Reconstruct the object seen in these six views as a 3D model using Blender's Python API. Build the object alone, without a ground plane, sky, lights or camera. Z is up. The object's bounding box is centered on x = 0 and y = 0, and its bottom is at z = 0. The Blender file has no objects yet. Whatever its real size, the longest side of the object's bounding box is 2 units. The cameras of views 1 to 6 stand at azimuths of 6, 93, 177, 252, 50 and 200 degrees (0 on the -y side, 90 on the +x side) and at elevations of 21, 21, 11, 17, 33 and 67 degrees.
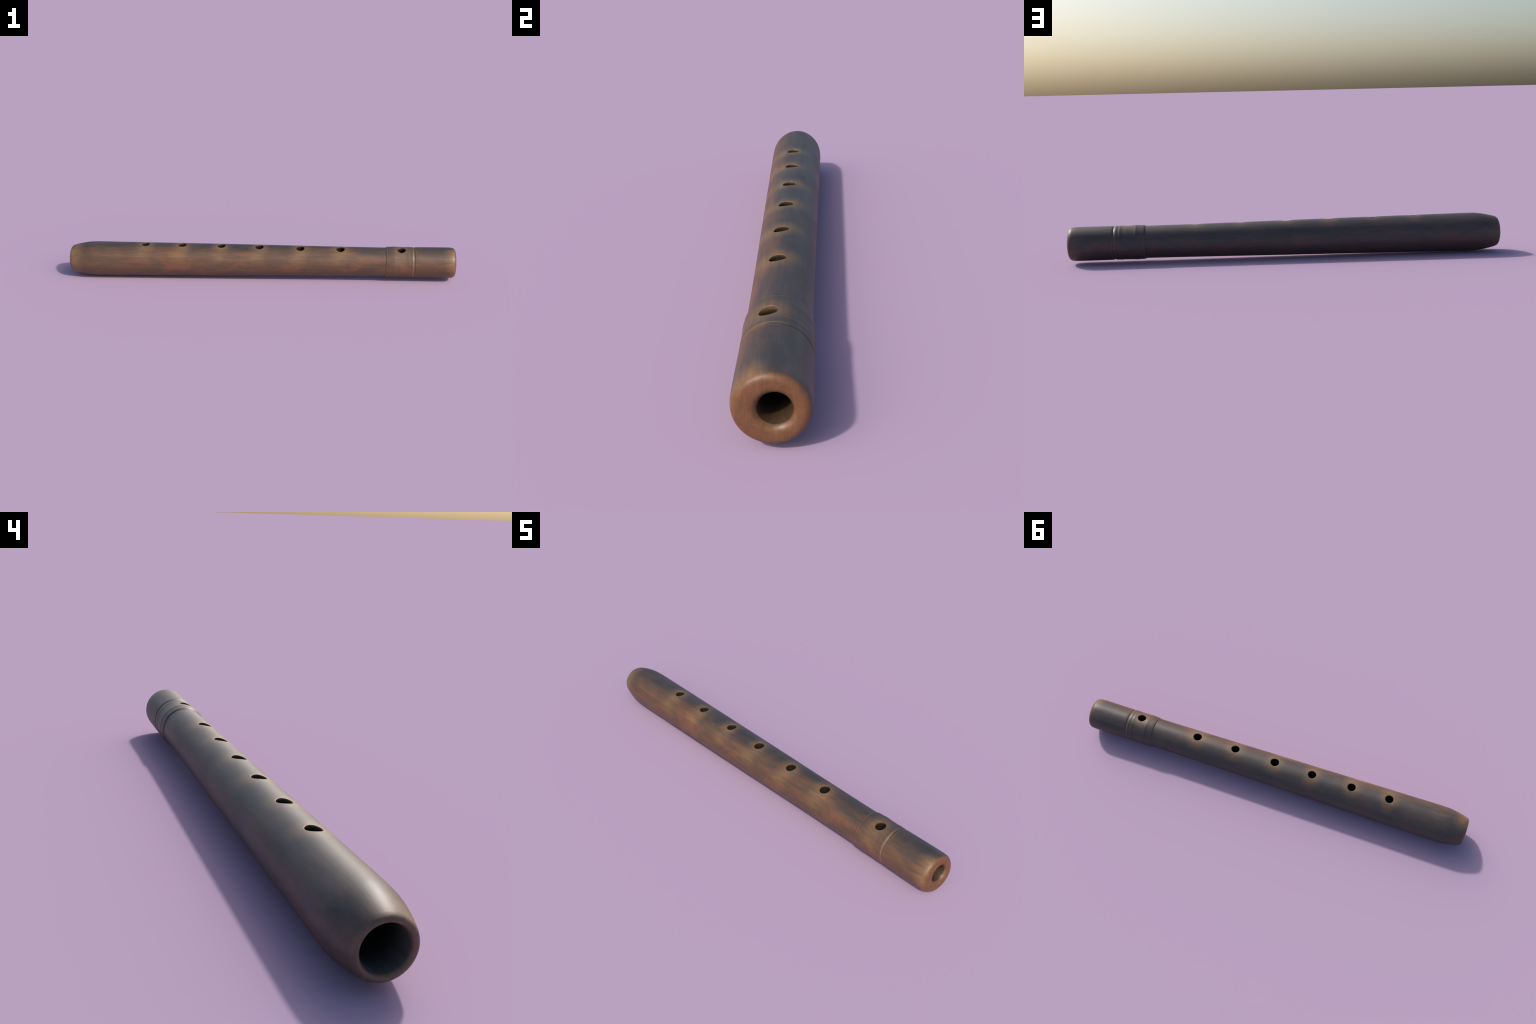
"""Dark wooden transverse flute: a tapered hand-turned tube with a stepped collar, a grooved
head joint, six finger holes and one mouth hole.  Axis along x; mouth end at +x."""
import bpy, math
import numpy as np

AXIS_Z = 0.0900          # height of the tube axis
N = 192                  # columns round the tube
PI = math.pi

# ------------------------------------------------------------------ profiles (x, radius)
BODY = [(-0.988, 0.0706), (-0.972, 0.0751), (-0.945, 0.0812), (-0.915, 0.0862),
        (-0.885, 0.0888), (-0.850, 0.0893), (-0.750, 0.0885), (-0.400, 0.0848), (0.0, 0.0802),
        (0.35, 0.0759), (0.600, 0.0738), (0.6465, 0.0735)]
COLLAR = [(0.6465, 0.0735), (0.6500, 0.0757), (0.6545, 0.0770), (0.664, 0.0778), (0.680, 0.0785),
          (0.690, 0.0782), (0.700, 0.0778), (0.735, 0.0774), (0.760, 0.0776), (0.779, 0.0775),
          (0.785, 0.0768), (0.7905, 0.0745)]
HEAD = [(0.7905, 0.0745), (0.7935, 0.0750), (0.7975, 0.0768), (0.803, 0.0774), (0.850, 0.0776),
        (0.955, 0.0777), (0.972, 0.0772)]
BORE_FOOT, BORE_MOUTH = 0.0500, 0.0294     # bore radius at either end
HOLES = [  # x, twist round the axis in degrees (0 = straight up, negative towards -y), radius
    (-0.6000, -5.5, 0.0202), (-0.4060, -5.3, 0.0204), (-0.2000, -6.0, 0.0204),
    (-0.0020, -8.3, 0.0214), (0.2105, -12.2, 0.0204), (0.4165, -13.1, 0.0210),
    (0.7260, -16.5, 0.0207)]
AXIS_Y = 0.0004
FILLET = 0.0030          # rounding of the hole rims


def interp(pts, x):
    """smooth (monotone cubic) interpolation through control points"""
    px = np.array([p[0] for p in pts]); py = np.array([p[1] for p in pts])
    h = np.diff(px); d = np.diff(py) / h
    m = np.empty(len(px)); m[0], m[-1] = d[0], d[-1]
    for i in range(1, len(px) - 1):
        m[i] = 0 if d[i-1] * d[i] <= 0 else 2 * d[i-1] * d[i] / (d[i-1] + d[i])
    i = np.clip(np.searchsorted(px, x) - 1, 0, len(h) - 1)
    t = (x - px[i]) / h[i]
    return ((2*t**3 - 3*t**2 + 1) * py[i] + (t**3 - 2*t**2 + t) * h[i] * m[i]
            + (-2*t**3 + 3*t**2) * py[i+1] + (t**3 - t**2) * h[i] * m[i+1])


def bump(x, c, w):
    return np.exp(-((x - c) / w) ** 2)


def outer_radius(x, th):
    """outer surface; th = angle round the axis from the top, positive towards +y"""
    x = np.asarray(x, float); th = np.asarray(th, float)
    r = np.where(x < BODY[-1][0], interp(BODY, np.clip(x, -0.988, BODY[-1][0])),
                 np.where(x < COLLAR[-1][0], interp(COLLAR, np.clip(x, COLLAR[0][0], COLLAR[-1][0])),
                          interp(HEAD, np.clip(x, HEAD[0][0], HEAD[-1][0]))))
    # hand-turned tool marks on the collar, stronger on the back
    back = 0.35 + 0.65 * (0.5 + 0.5 * np.sin(th))
    r = r + back * (0.0012 / (1 + np.exp(np.clip((0.6865 - x) / 0.0011, -60, 60))) * np.exp(-np.maximum(0, x - 0.690) / 0.015)
                    - 0.0007 * bump(x, 0.672, 0.010)
                    - 0.0006 * bump(x, 0.748, 0.008) + 0.0005 * bump(x, 0.762, 0.004)
                    - 0.0005 * bump(x, 0.771, 0.005))
    # slight out-of-round wobble of a hand-made tube
    r = r + 0.00035 * np.sin(2 * th + 3.1 * x + 0.7) + 0.00020 * np.sin(3 * th - 5.3 * x)
    return r + 0.0007 + 0.0002 * x


BORE_RISE = 0.0006


def bore_shift(x):
    return 0.0066 * (x + 1) / 2


def bore_radius(x):
    return BORE_FOOT + (BORE_MOUTH - BORE_FOOT) * (np.asarray(x, float) + 1) / 2


TW_X = [h[0] for h in HOLES]; TW_A = [math.radians(h[1]) for h in HOLES]
PATCH_OUT = [0.047] * 6 + [0.036]
PATCH_IN = 0.032
COLS_OUT, ROWS_OUT = 24, 40
COLS_IN, ROWS_IN = 48, 16
LOOP = 2 * (COLS_OUT + ROWS_OUT)
assert LOOP == 2 * (COLS_IN + ROWS_IN)


def twist(x):
    """columns of the mesh turn with the holes; constant across every hole patch"""
    xs, a = [], []
    for hx, ha in zip(TW_X, TW_A):
        xs += [hx - 0.05, hx + 0.05]; a += [ha, ha]
    return float(np.interp(x, xs, a))


verts, faces, tags = [], [], []


def add_vert(p):
    verts.append(p)
    return len(verts) - 1


def surf_out(x, th):
    r = float(outer_radius(x, th))
    return (x, r * math.sin(th), AXIS_Z + r * math.cos(th))


def surf_in(x, th):
    r = float(bore_radius(x))
    return (x, bore_shift(x) + r * math.sin(th), AXIS_Z + BORE_RISE + r * math.cos(th))


def stations(x0, x1, half, rows, extra, gap):
    """x stations that hit every hole patch exactly, with fine spacing near features"""
    xs = []
    marks = []
    for i, h in enumerate(HOLES):
        w = half[i]
        marks.append((h[0] - w, h[0] + w))
        xs += list(np.linspace(h[0] - w, h[0] + w, rows + 1))
    def inside(x):
        return any(a - 1e-6 < x < b + 1e-6 for a, b in marks)
    free = [x for x in extra if not inside(x)] + [x0, x1]
    xs = sorted(set(np.round(xs + free, 6)))
    full = [xs[0]]
    for a, b in zip(xs, xs[1:]):
        k = max(1, int(math.ceil((b - a) / gap)))
        full += list(np.linspace(a, b, k + 1)[1:])
    return [float(v) for v in full], marks


feature = (list(np.linspace(0.640, 0.690, 36)) + list(np.linspace(0.762, 0.806, 40))
           + list(np.linspace(-0.988, -0.86, 30)) + list(np.linspace(0.94, 0.972, 10))
           + [0.6465, 0.7905])
OUT_X, OUT_MARKS = stations(-0.988, 0.972, PATCH_OUT, ROWS_OUT, feature, 0.012)
IN_X, IN_MARKS = stations(-0.975, 0.965, [PATCH_IN] * 7, ROWS_IN, [], 0.02)


def tube(xs, fn):
    ids = np.empty((len(xs), N), int)
    for i, x in enumerate(xs):
        tw = twist(x)
        for j in range(N):
            ids[i, j] = add_vert(fn(x, tw + 2 * PI * j / N))
    return ids


out_ids = tube(OUT_X, surf_out)
in_ids = tube(IN_X, surf_in)


def out_tag(x):
    return "body" if x < 0.6465 else ("collar" if x < 0.7905 else "head")


def skin(ids, xs, marks, cols, tag_fn, flip):
    half = cols // 2
    for i in range(len(xs) - 1):
        mid = 0.5 * (xs[i] + xs[i+1])
        in_patch = any(a < mid < b for a, b in marks)
        for j in range(N):
            if in_patch and (j < half or j >= N - half):
                continue
            k = (j + 1) % N
            f = (ids[i, j], ids[i, k], ids[i+1, k], ids[i+1, j])
            faces.append(f[::-1] if flip else f); tags.append(tag_fn(mid))


skin(out_ids, OUT_X, OUT_MARKS, COLS_OUT, out_tag, True)
skin(in_ids, IN_X, IN_MARKS, COLS_IN, lambda x: "bore", False)


def bridge(a, b, tag, flip=False):
    n = len(a)
    for j in range(n):
        k = (j + 1) % n
        f = (a[j], a[k], b[k], b[j])
        faces.append(f[::-1] if flip else f); tags.append(tag)


def patch_loop(ids, xs, mark, cols):
    """indices round the patch border, from +x, turning towards +theta"""
    i0 = min(range(len(xs)), key=lambda i: abs(xs[i] - mark[0]))
    i1 = min(range(len(xs)), key=lambda i: abs(xs[i] - mark[1]))
    h = cols // 2
    loop = [(i1, j) for j in range(0, h)] + [(i, h) for i in range(i1, i0, -1)]
    loop += [(i0, j) for j in range(h, -h, -1)] + [(i, -h) for i in range(i0, i1)]
    loop += [(i1, j) for j in range(-h, 0)]
    return [(ids[i, j % N], xs[i], 2 * PI * j / N) for i, j in loop]


for hi, (hx, hdeg, hr) in enumerate(HOLES):
    ha = math.radians(hdeg)
    name = "mouth_hole" if hi == 6 else "finger_hole%d" % hi
    host = "collar" if hi == 6 else "body"
    ring = [(math.cos(2*PI*i/LOOP), math.sin(2*PI*i/LOOP)) for i in range(LOOP)]

    # outer skin: square border -> circle
    bl = patch_loop(out_ids, OUT_X, OUT_MARKS[hi], COLS_OUT)
    prev = [b[0] for b in bl]
    STEPS = 9
    for s in range(1, STEPS + 1):
        e = 1 - (1 - s / STEPS) ** 1.25
        cur = []
        for (vid, bx, bth), (c, sn) in zip(bl, ring):
            R = float(outer_radius(bx, ha + bth))
            cx, ct = hx + (hr + FILLET) * c, (hr + FILLET) * sn
            Rc = float(outer_radius(cx, ha))
            cth = math.asin(ct / Rc)
            cur.append(add_vert(surf_out(bx + (cx - bx) * e, ha + bth + (cth - bth) * e)))
        bridge(prev, cur, host)
        prev = cur

    def drill(x, t, h):      # drill frame -> world
        return (x, t * math.cos(ha) + h * math.sin(ha), AXIS_Z - t * math.sin(ha) + h * math.cos(ha))

    # rounded rim
    for s in range(1, 8):
        u = math.sin(s / 7 * PI / 2)
        rho = hr + FILLET * (1 - u)
        cur = []
        for c, sn in ring:
            x, t = hx + rho * c, rho * sn
            th = math.asin(t / float(outer_radius(x, ha)))
            R = float(outer_radius(x, ha + th))
            cur.append(add_vert(drill(x, t, math.sqrt(R*R - t*t) - FILLET * (1 - math.sqrt(max(0, 1 - u*u))))))
        bridge(prev, cur, name)
        prev = cur
    rim = [verts[v] for v in prev]

    # inner edge on the bore
    cl = bore_shift(hx) * math.cos(ha)
    inner = []
    for c, sn in ring:
        x, t = hx + hr * c, hr * sn
        R = float(bore_radius(x))
        th = math.asin((t - cl) / R)
        inner.append((x, ha + th))
    edge = [surf_in(x, th) for x, th in inner]
    WALL = 6
    for s in range(1, WALL):
        cur = [add_vert(tuple(a + (b - a) * s / WALL for a, b in zip(p, q))) for p, q in zip(rim, edge)]
        bridge(prev, cur, name)
        prev = cur
    cur = [add_vert(p) for p in edge]
    bridge(prev, cur, name)
    prev = cur
    bl = patch_loop(in_ids, IN_X, IN_MARKS[hi], COLS_IN)
    STEPS = 5
    for s in range(1, STEPS + 1):
        e = 1 - s / STEPS
        if s == STEPS:
            cur = [b[0] for b in bl]
        else:
            cur = [add_vert(surf_in(bx + (ix - bx) * e, ha + bth + (ith - ha - bth) * e))
                   for (vid, bx, bth), (ix, ith) in zip(bl, inner)]
        bridge(prev, cur, "bore")
        prev = cur


def end_rings(profile, x_out, x_in):
    """rings of an end: profile is a list of (x, radius, share of bore off-centre)"""
    rows = []
    for n, (x, r, sh) in enumerate(profile):
        w = 1 - sh
        tw = twist(x)
        row = []
        for j in range(N):
            th = tw + 2 * PI * j / N
            wob = w * float(outer_radius(x_out, th) - np.mean([outer_radius(x_out, a) for a in (0, PI/2, PI, 1.5*PI)])) \
                if w > 0 else 0.0
            rr = r + wob
            row.append(add_vert((x, sh * bore_shift(x) + rr * math.sin(th), AXIS_Z + sh * BORE_RISE + rr * math.cos(th))))
        rows.append(row)
    return rows


def smooth_profile(ctrl, count):
    """Catmull-Rom through (x, r, share) control points"""
    c = [np.array(p, float) for p in ctrl]
    c = [2*c[0] - c[1]] + c + [2*c[-1] - c[-2]]
    out = []
    segs = len(c) - 3
    for k in range(count + 1):
        s = k / count * segs; i = min(int(s), segs - 1); t = s - i
        a, b, d, e = c[i:i+4]
        out.append(tuple(0.5 * (2*b + (d - a)*t + (2*a - 5*b + 4*d - e)*t*t + (3*b - a - 3*d + e)*t**3)))
    return out


# mouth end: soft shoulder, flat end grain face, rounded bore lip
rb = float(bore_radius(0.965))
mouth = smooth_profile([(0.972, 0.0781, 0), (0.9815, 0.0772, 0), (0.9895, 0.0749, 0), (0.9950, 0.0712, 0),
                        (0.9985, 0.0662, 0.1), (1.0, 0.0595, 0.3), (0.9998, 0.0480, 0.8), (0.9982, 0.0420, 1),
                        (0.9943, 0.0369, 1), (0.9885, 0.0333, 1), (0.978, rb + 0.0010, 1), (0.965, rb, 1)], 44)
rows = end_rings(mouth[1:-1], 0.972, 0.965)
seq = [list(out_ids[-1])] + rows + [list(in_ids[-1])]
pr = [mouth[0]] + mouth[1:-1] + [mouth[-1]]
for n in range(len(seq) - 1):
    xm, rm = 0.5 * (pr[n][0] + pr[n+1][0]), 0.5 * (pr[n][1] + pr[n+1][1])
    tag = "head" if rm > 0.0700 else ("end_face" if rm > 0.0345 else "bore")
    bridge(seq[n], seq[n+1], tag, True)

# foot end: thin rounded lip
rf = float(bore_radius(-0.975))
foot = smooth_profile([(-0.988, 0.0711, 0), (-0.9945, 0.0681, 0), (-0.9985, 0.0642, 0.1), (-1.0, 0.0602, 0.4),
                       (-0.9990, 0.0562, 0.8), (-0.9955, 0.0532, 1), (-0.9890, 0.0512, 1), (-0.975, rf, 1)], 28)
rows = end_rings(foot[1:-1], -0.988, -0.975)
seq = [list(out_ids[0])] + rows + [list(in_ids[0])]
for n in range(len(seq) - 1):
    rm = 0.5 * (foot[n][1] + foot[n+1][1])
    tag = "body" if rm > 0.0710 else ("foot_rim" if rm > 0.0520 else "bore")
    bridge(seq[n], seq[n+1], tag, False)

V = np.array(verts)
LIFT = -float(V[:, 2].min())
V[:, 2] += LIFT
V[:, 1] += AXIS_Y

# ------------------------------------------------------------------ whole body, for its normals
whole = bpy.data.meshes.new("whole")
whole.from_pydata([tuple(v) for v in V], [], [tuple(int(i) for i in f) for f in faces])
whole.update()
normals = np.array([v.vector[:] for v in whole.vertex_normals])


# ------------------------------------------------------------------ material
class Graph:
    """tiny helper for writing shader maths as expressions"""
    def __init__(self, name):
        self.mat = bpy.data.materials.new(name)
        self.mat.use_nodes = True
        self.t = self.mat.node_tree
        self.t.nodes.clear()

    def node(self, kind, **props):
        n = self.t.nodes.new(kind)
        for k, v in props.items():
            setattr(n, k, v)
        return n

    def put(self, sock, val):
        if isinstance(val, bpy.types.NodeSocket):
            self.t.links.new(val, sock)
        else:
            sock.default_value = val

    def m(self, op, a, b=0.0, c=0.0, clamp=False):
        n = self.node("ShaderNodeMath", operation=op, use_clamp=clamp)
        for s, v in zip(n.inputs, (a, b, c)):
            self.put(s, v)
        return n.outputs[0]

    def ramp(self, v, lo, hi, to0=0.0, to1=1.0):
        n = self.node("ShaderNodeMapRange", interpolation_type='SMOOTHSTEP')
        for s, x in zip(n.inputs[:5], (v, lo, hi, to0, to1)):
            self.put(s, x)
        return n.outputs[0]

    def mix(self, f, a, b):
        n = self.node("ShaderNodeMix", data_type='RGBA')
        self.put(n.inputs[0], f)
        for s, v in ((n.inputs[6], a), (n.inputs[7], b)):
            self.put(s, (*v, 1.0) if isinstance(v, tuple) else v)
        return n.outputs[2]

    def noise(self, vec, scale, detail=3.0, rough=0.5, dist=0.0):
        n = self.node("ShaderNodeTexNoise")
        self.put(n.inputs["Vector"], vec)
        n.inputs["Scale"].default_value = scale
        n.inputs["Detail"].default_value = detail
        n.inputs["Roughness"].default_value = rough
        n.inputs["Distortion"].default_value = dist
        return n.outputs[0]

    def mapping(self, vec, scale=(1, 1, 1), loc=(0, 0, 0)):
        n = self.node("ShaderNodeMapping")
        self.put(n.inputs[0], vec)
        n.inputs["Location"].default_value = loc
        n.inputs["Scale"].default_value = scale
        return n.outputs[0]

    def dist(self, vec, point):
        n = self.node("ShaderNodeVectorMath", operation='DISTANCE')
        self.put(n.inputs[0], vec); n.inputs[1].default_value = point
        return n.outputs["Value"]


CHARCOAL = (0.040, 0.035, 0.035)     # stained, hardly worn wood
BROWN = (0.090, 0.054, 0.031)        # handled wood
RED = (0.148, 0.065, 0.033)          # reddish heartwood figure
TAN = (0.205, 0.118, 0.053)          # stain rubbed off round holes and edges
RUST = (0.158, 0.063, 0.023)         # bare end grain
AZ = AXIS_Z + LIFT


def wood_material(name, kind):
    g = Graph(name)
    co = g.node("ShaderNodeTexCoord").outputs["Object"]
    sep = g.node("ShaderNodeSeparateXYZ"); g.put(sep.inputs[0], co)
    x, y, z = sep.outputs
    zr = g.m('SUBTRACT', z, AZ)

    grain_co = g.mapping(co, (5, 55, 55))
    grain = g.noise(grain_co, 1.0, 5, 0.6, 0.6)              # long fibres
    fine = g.noise(g.mapping(co, (22, 260, 260)), 1.0, 3, 0.6)
    cloud = g.noise(g.mapping(co, (4.2, 9, 9), (3.1, 0, 0)), 1.0, 3, 0.5, 0.8)
    figure = g.noise(g.mapping(co, (6.0, 11, 11), (7.7, 2, 1)), 1.0, 5, 0.55, 1.9)

    # --- handled side (front, towards -y) is rubbed brown, the rest keeps its stain
    side = g.m('ADD', g.m('MULTIPLY', y, -12.0), g.m('MULTIPLY', zr, -5.0))   # about -1 .. 1
    side = g.m('ADD', side, g.m('MULTIPLY', g.m('SUBTRACT', cloud, 0.5), 1.5))
    side = g.m('ADD', side, g.m('MULTIPLY', g.m('SUBTRACT', grain, 0.5), 0.55))
    handled = g.ramp(side, -0.45, 0.75)

    fib = g.ramp(grain, 0.25, 0.75, 0.86, 1.14)
    col = g.mix(handled, CHARCOAL, BROWN)

    # --- dark reddish tint in irregular tongues along the lower back
    low = g.m('ADD', g.m('MULTIPLY', zr, -9.0), g.m('MULTIPLY', g.m('SUBTRACT', figure, 0.5), 3.0))
    col = g.mix(g.m('MULTIPLY', g.ramp(low, -0.35, 0.65), g.m('SUBTRACT', 0.75, g.m('MULTIPLY', handled, 0.75))),
                col, (0.060, 0.034, 0.030))

    # --- reddish swirls in the figure, kept to the rubbed wood
    red = g.ramp(figure, 0.42, 0.62)
    blob = None
    for cx, cy, cz, rad in ((-0.42, -0.085, 0.080, 0.13), (-0.08, -0.08, 0.080, 0.10), (0.17, -0.08, 0.08, 0.09),
                            (0.52, -0.075, 0.08, 0.12), (0.715, -0.077, 0.09, 0.08), (-0.96, -0.07, 0.07, 0.07)):
        d = g.dist(g.mapping(co, (0.7, 1, 1)), (cx * 0.7, cy, cz))
        b = g.ramp(d, 0.02, rad, 0.62, 0.0)
        blob = b if blob is None else g.m('MAXIMUM', blob, b)
    red = g.m('MULTIPLY', red, g.m('ADD', blob, 0.48))
    red = g.m('MULTIPLY', red, g.m('ADD', g.m('MULTIPLY', handled, 0.72), 0.28), clamp=True)
    col = g.mix(red, col, RED)
    ring_swirl = g.ramp(g.noise(g.mapping(co, (9, 26, 26), (1, 5, 2)), 1.0, 4, 0.5, 2.4), 0.42, 0.66, 0.0, 0.35)
    col = g.mix(g.m('MULTIPLY', ring_swirl, handled), col, RED)

    # --- tan wear round the holes, running down the handled side
    wear = None
    for (hx, hd, hr) in HOLES:
        a = math.radians(hd - 9)
        R = float(outer_radius(hx, a))
        p = (hx * 1.15, R * math.sin(a) * 0.8, (AZ + R * math.cos(a)) * 0.8)
        d = g.dist(g.mapping(co, (1.15, 0.8, 0.8)), p)
        d = g.m('ADD', d, g.m('MULTIPLY', g.m('SUBTRACT', cloud, 0.5), -0.03))
        b = g.ramp(d, 0.008, 0.080, 0.58, 0.0)
        wear = b if wear is None else g.m('MAXIMUM', wear, b)
        a = math.radians(hd - 48)
        p = ((hx - 0.012) * 0.9, R * math.sin(a), AZ + R * math.cos(a))
        b = g.ramp(g.dist(g.mapping(co, (0.9, 1, 1)), p), 0.0, 0.062, 0.46, 0.0)
        wear = g.m('MAXIMUM', wear, b)
    # ends
    foot_e = g.ramp(g.m('ADD', x, g.m('MULTIPLY', g.m('SUBTRACT', grain, 0.5), 0.05)), -0.995, -0.905, 1.0, 0.0)
    head_e = g.ramp(g.m('ADD', x, g.m('MULTIPLY', g.m('SUBTRACT', grain, 0.5), 0.05)), 0.930, 0.985, 0.0, 0.62)
    ends = g.m('MAXIMUM', foot_e, head_e)
    ends = g.m('MULTIPLY', ends, g.ramp(side, -0.7, 0.8, 0.15, 1.0))
    wear = g.m('MAXIMUM', wear, ends)
    wear = g.m('MULTIPLY', wear, g.ramp(grain, 0.2, 0.7, 0.72, 1.08), clamp=True)
    col = g.mix(wear, col, TAN)

    # --- rubbed arrises of the collar step and the groove
    line = None
    for cx, w in ((0.6525, 0.0035), (0.7845, 0.0036), (0.7980, 0.0030)):
        b = g.ramp(g.m('ABSOLUTE', g.m('SUBTRACT', x, cx)), 0.0006, w, 0.62, 0.0)
        line = b if line is None else g.m('MAXIMUM', line, b)
    line = g.m('MULTIPLY', line, g.ramp(side, -1.3, 0.4, 0.25, 1.0))
    col = g.mix(line, col, (0.21, 0.115, 0.052))

    if kind == "end":
        streak = g.noise(g.mapping(co, (40, 210, 14)), 1.0, 4, 0.6)
        bare = g.mix(g.ramp(streak, 0.3, 0.75), RUST, (0.112, 0.054, 0.022))
        cover = g.ramp(g.m('ADD', x, g.m('MULTIPLY', g.m('SUBTRACT', cloud, 0.5), 0.006)), 0.9865, 0.9955)
        col = g.mix(cover, col, bare)
    if kind == "rim":
        cover = g.ramp(x, -1.0, -0.984, 0.75, 0.0)
        col = g.mix(cover, col, (0.140, 0.085, 0.060))
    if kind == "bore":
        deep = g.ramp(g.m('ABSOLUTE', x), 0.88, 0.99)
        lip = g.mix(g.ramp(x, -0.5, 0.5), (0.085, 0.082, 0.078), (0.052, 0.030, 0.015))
        col = g.mix(deep, (0.020, 0.019, 0.018), lip)  # near-black inside: the tube's interior shadow is painted into the base colour
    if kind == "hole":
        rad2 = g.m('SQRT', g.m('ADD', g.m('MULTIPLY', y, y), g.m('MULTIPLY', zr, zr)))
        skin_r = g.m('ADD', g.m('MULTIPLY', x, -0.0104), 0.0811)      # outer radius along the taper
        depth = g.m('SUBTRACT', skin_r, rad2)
        bare = g.mix(g.ramp(depth, 0.001, 0.010), (0.100, 0.052, 0.017), (0.017, 0.014, 0.011))  # wall colour darkens with depth, baking in the occlusion inside the hole
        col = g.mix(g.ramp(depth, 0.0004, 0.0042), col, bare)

    # fibres modulate everything
    mul = g.m('MULTIPLY', fib, g.ramp(fine, 0.25, 0.75, 0.88, 1.12))
    vm = g.node("ShaderNodeVectorMath", operation='SCALE')
    g.put(vm.inputs[0], col); g.put(vm.inputs["Scale"], mul)

    bs = g.node("ShaderNodeBsdfPrincipled")
    g.put(bs.inputs["Base Color"], vm.outputs[0])
    g.put(bs.inputs["Roughness"], g.ramp(cloud, 0.3, 0.7, 0.44, 0.51))
    bs.inputs["Specular IOR Level"].default_value = 0.35 if kind in ("bore", "hole") else 0.5
    bp = g.node("ShaderNodeBump")
    bp.inputs["Strength"].default_value = 0.06
    bp.inputs["Distance"].default_value = 0.002
    g.put(bp.inputs["Height"], fine)
    g.put(bs.inputs["Normal"], bp.outputs[0])
    o = g.node("ShaderNodeOutputMaterial")
    g.put(o.inputs[0], bs.outputs[0])
    return g.mat


MATS = {"body": wood_material("stained_wood", "skin"), "end": wood_material("end_grain_wood", "end"),
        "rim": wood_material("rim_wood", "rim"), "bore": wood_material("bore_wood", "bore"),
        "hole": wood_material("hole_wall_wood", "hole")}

# ------------------------------------------------------------------ split into parts
flute = bpy.data.objects.new("wooden_flute", None)
flute.empty_display_size = 0.2
bpy.context.collection.objects.link(flute)
flute["label"] = "dark brown wooden flute with six finger holes and grooved head"
flute["category"] = "flute"


def make_part(tag, name, mat):
    sel = [f for f, t in zip(faces, tags) if t == tag]
    used = sorted({int(i) for f in sel for i in f})
    remap = {v: i for i, v in enumerate(used)}
    me = bpy.data.meshes.new(name)
    me.from_pydata([tuple(V[i]) for i in used], [], [tuple(remap[int(i)] for i in f) for f in sel])
    me.update()
    me.polygons.foreach_set("use_smooth", [True] * len(me.polygons))
    me.normals_split_custom_set_from_vertices([tuple(normals[i]) for i in used])
    me.materials.append(mat)
    ob = bpy.data.objects.new(name, me)
    bpy.context.collection.objects.link(ob)
    ob.parent = flute
    return ob


make_part("body", "body", MATS["body"])
make_part("collar", "collar", MATS["body"])
make_part("head", "head_joint", MATS["end"])
make_part("end_face", "end_face", MATS["end"])
make_part("foot_rim", "foot_rim", MATS["rim"])
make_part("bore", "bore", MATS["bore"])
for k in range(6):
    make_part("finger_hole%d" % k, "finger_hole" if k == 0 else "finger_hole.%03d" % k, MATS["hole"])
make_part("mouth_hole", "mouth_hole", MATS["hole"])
bpy.data.meshes.remove(whole)
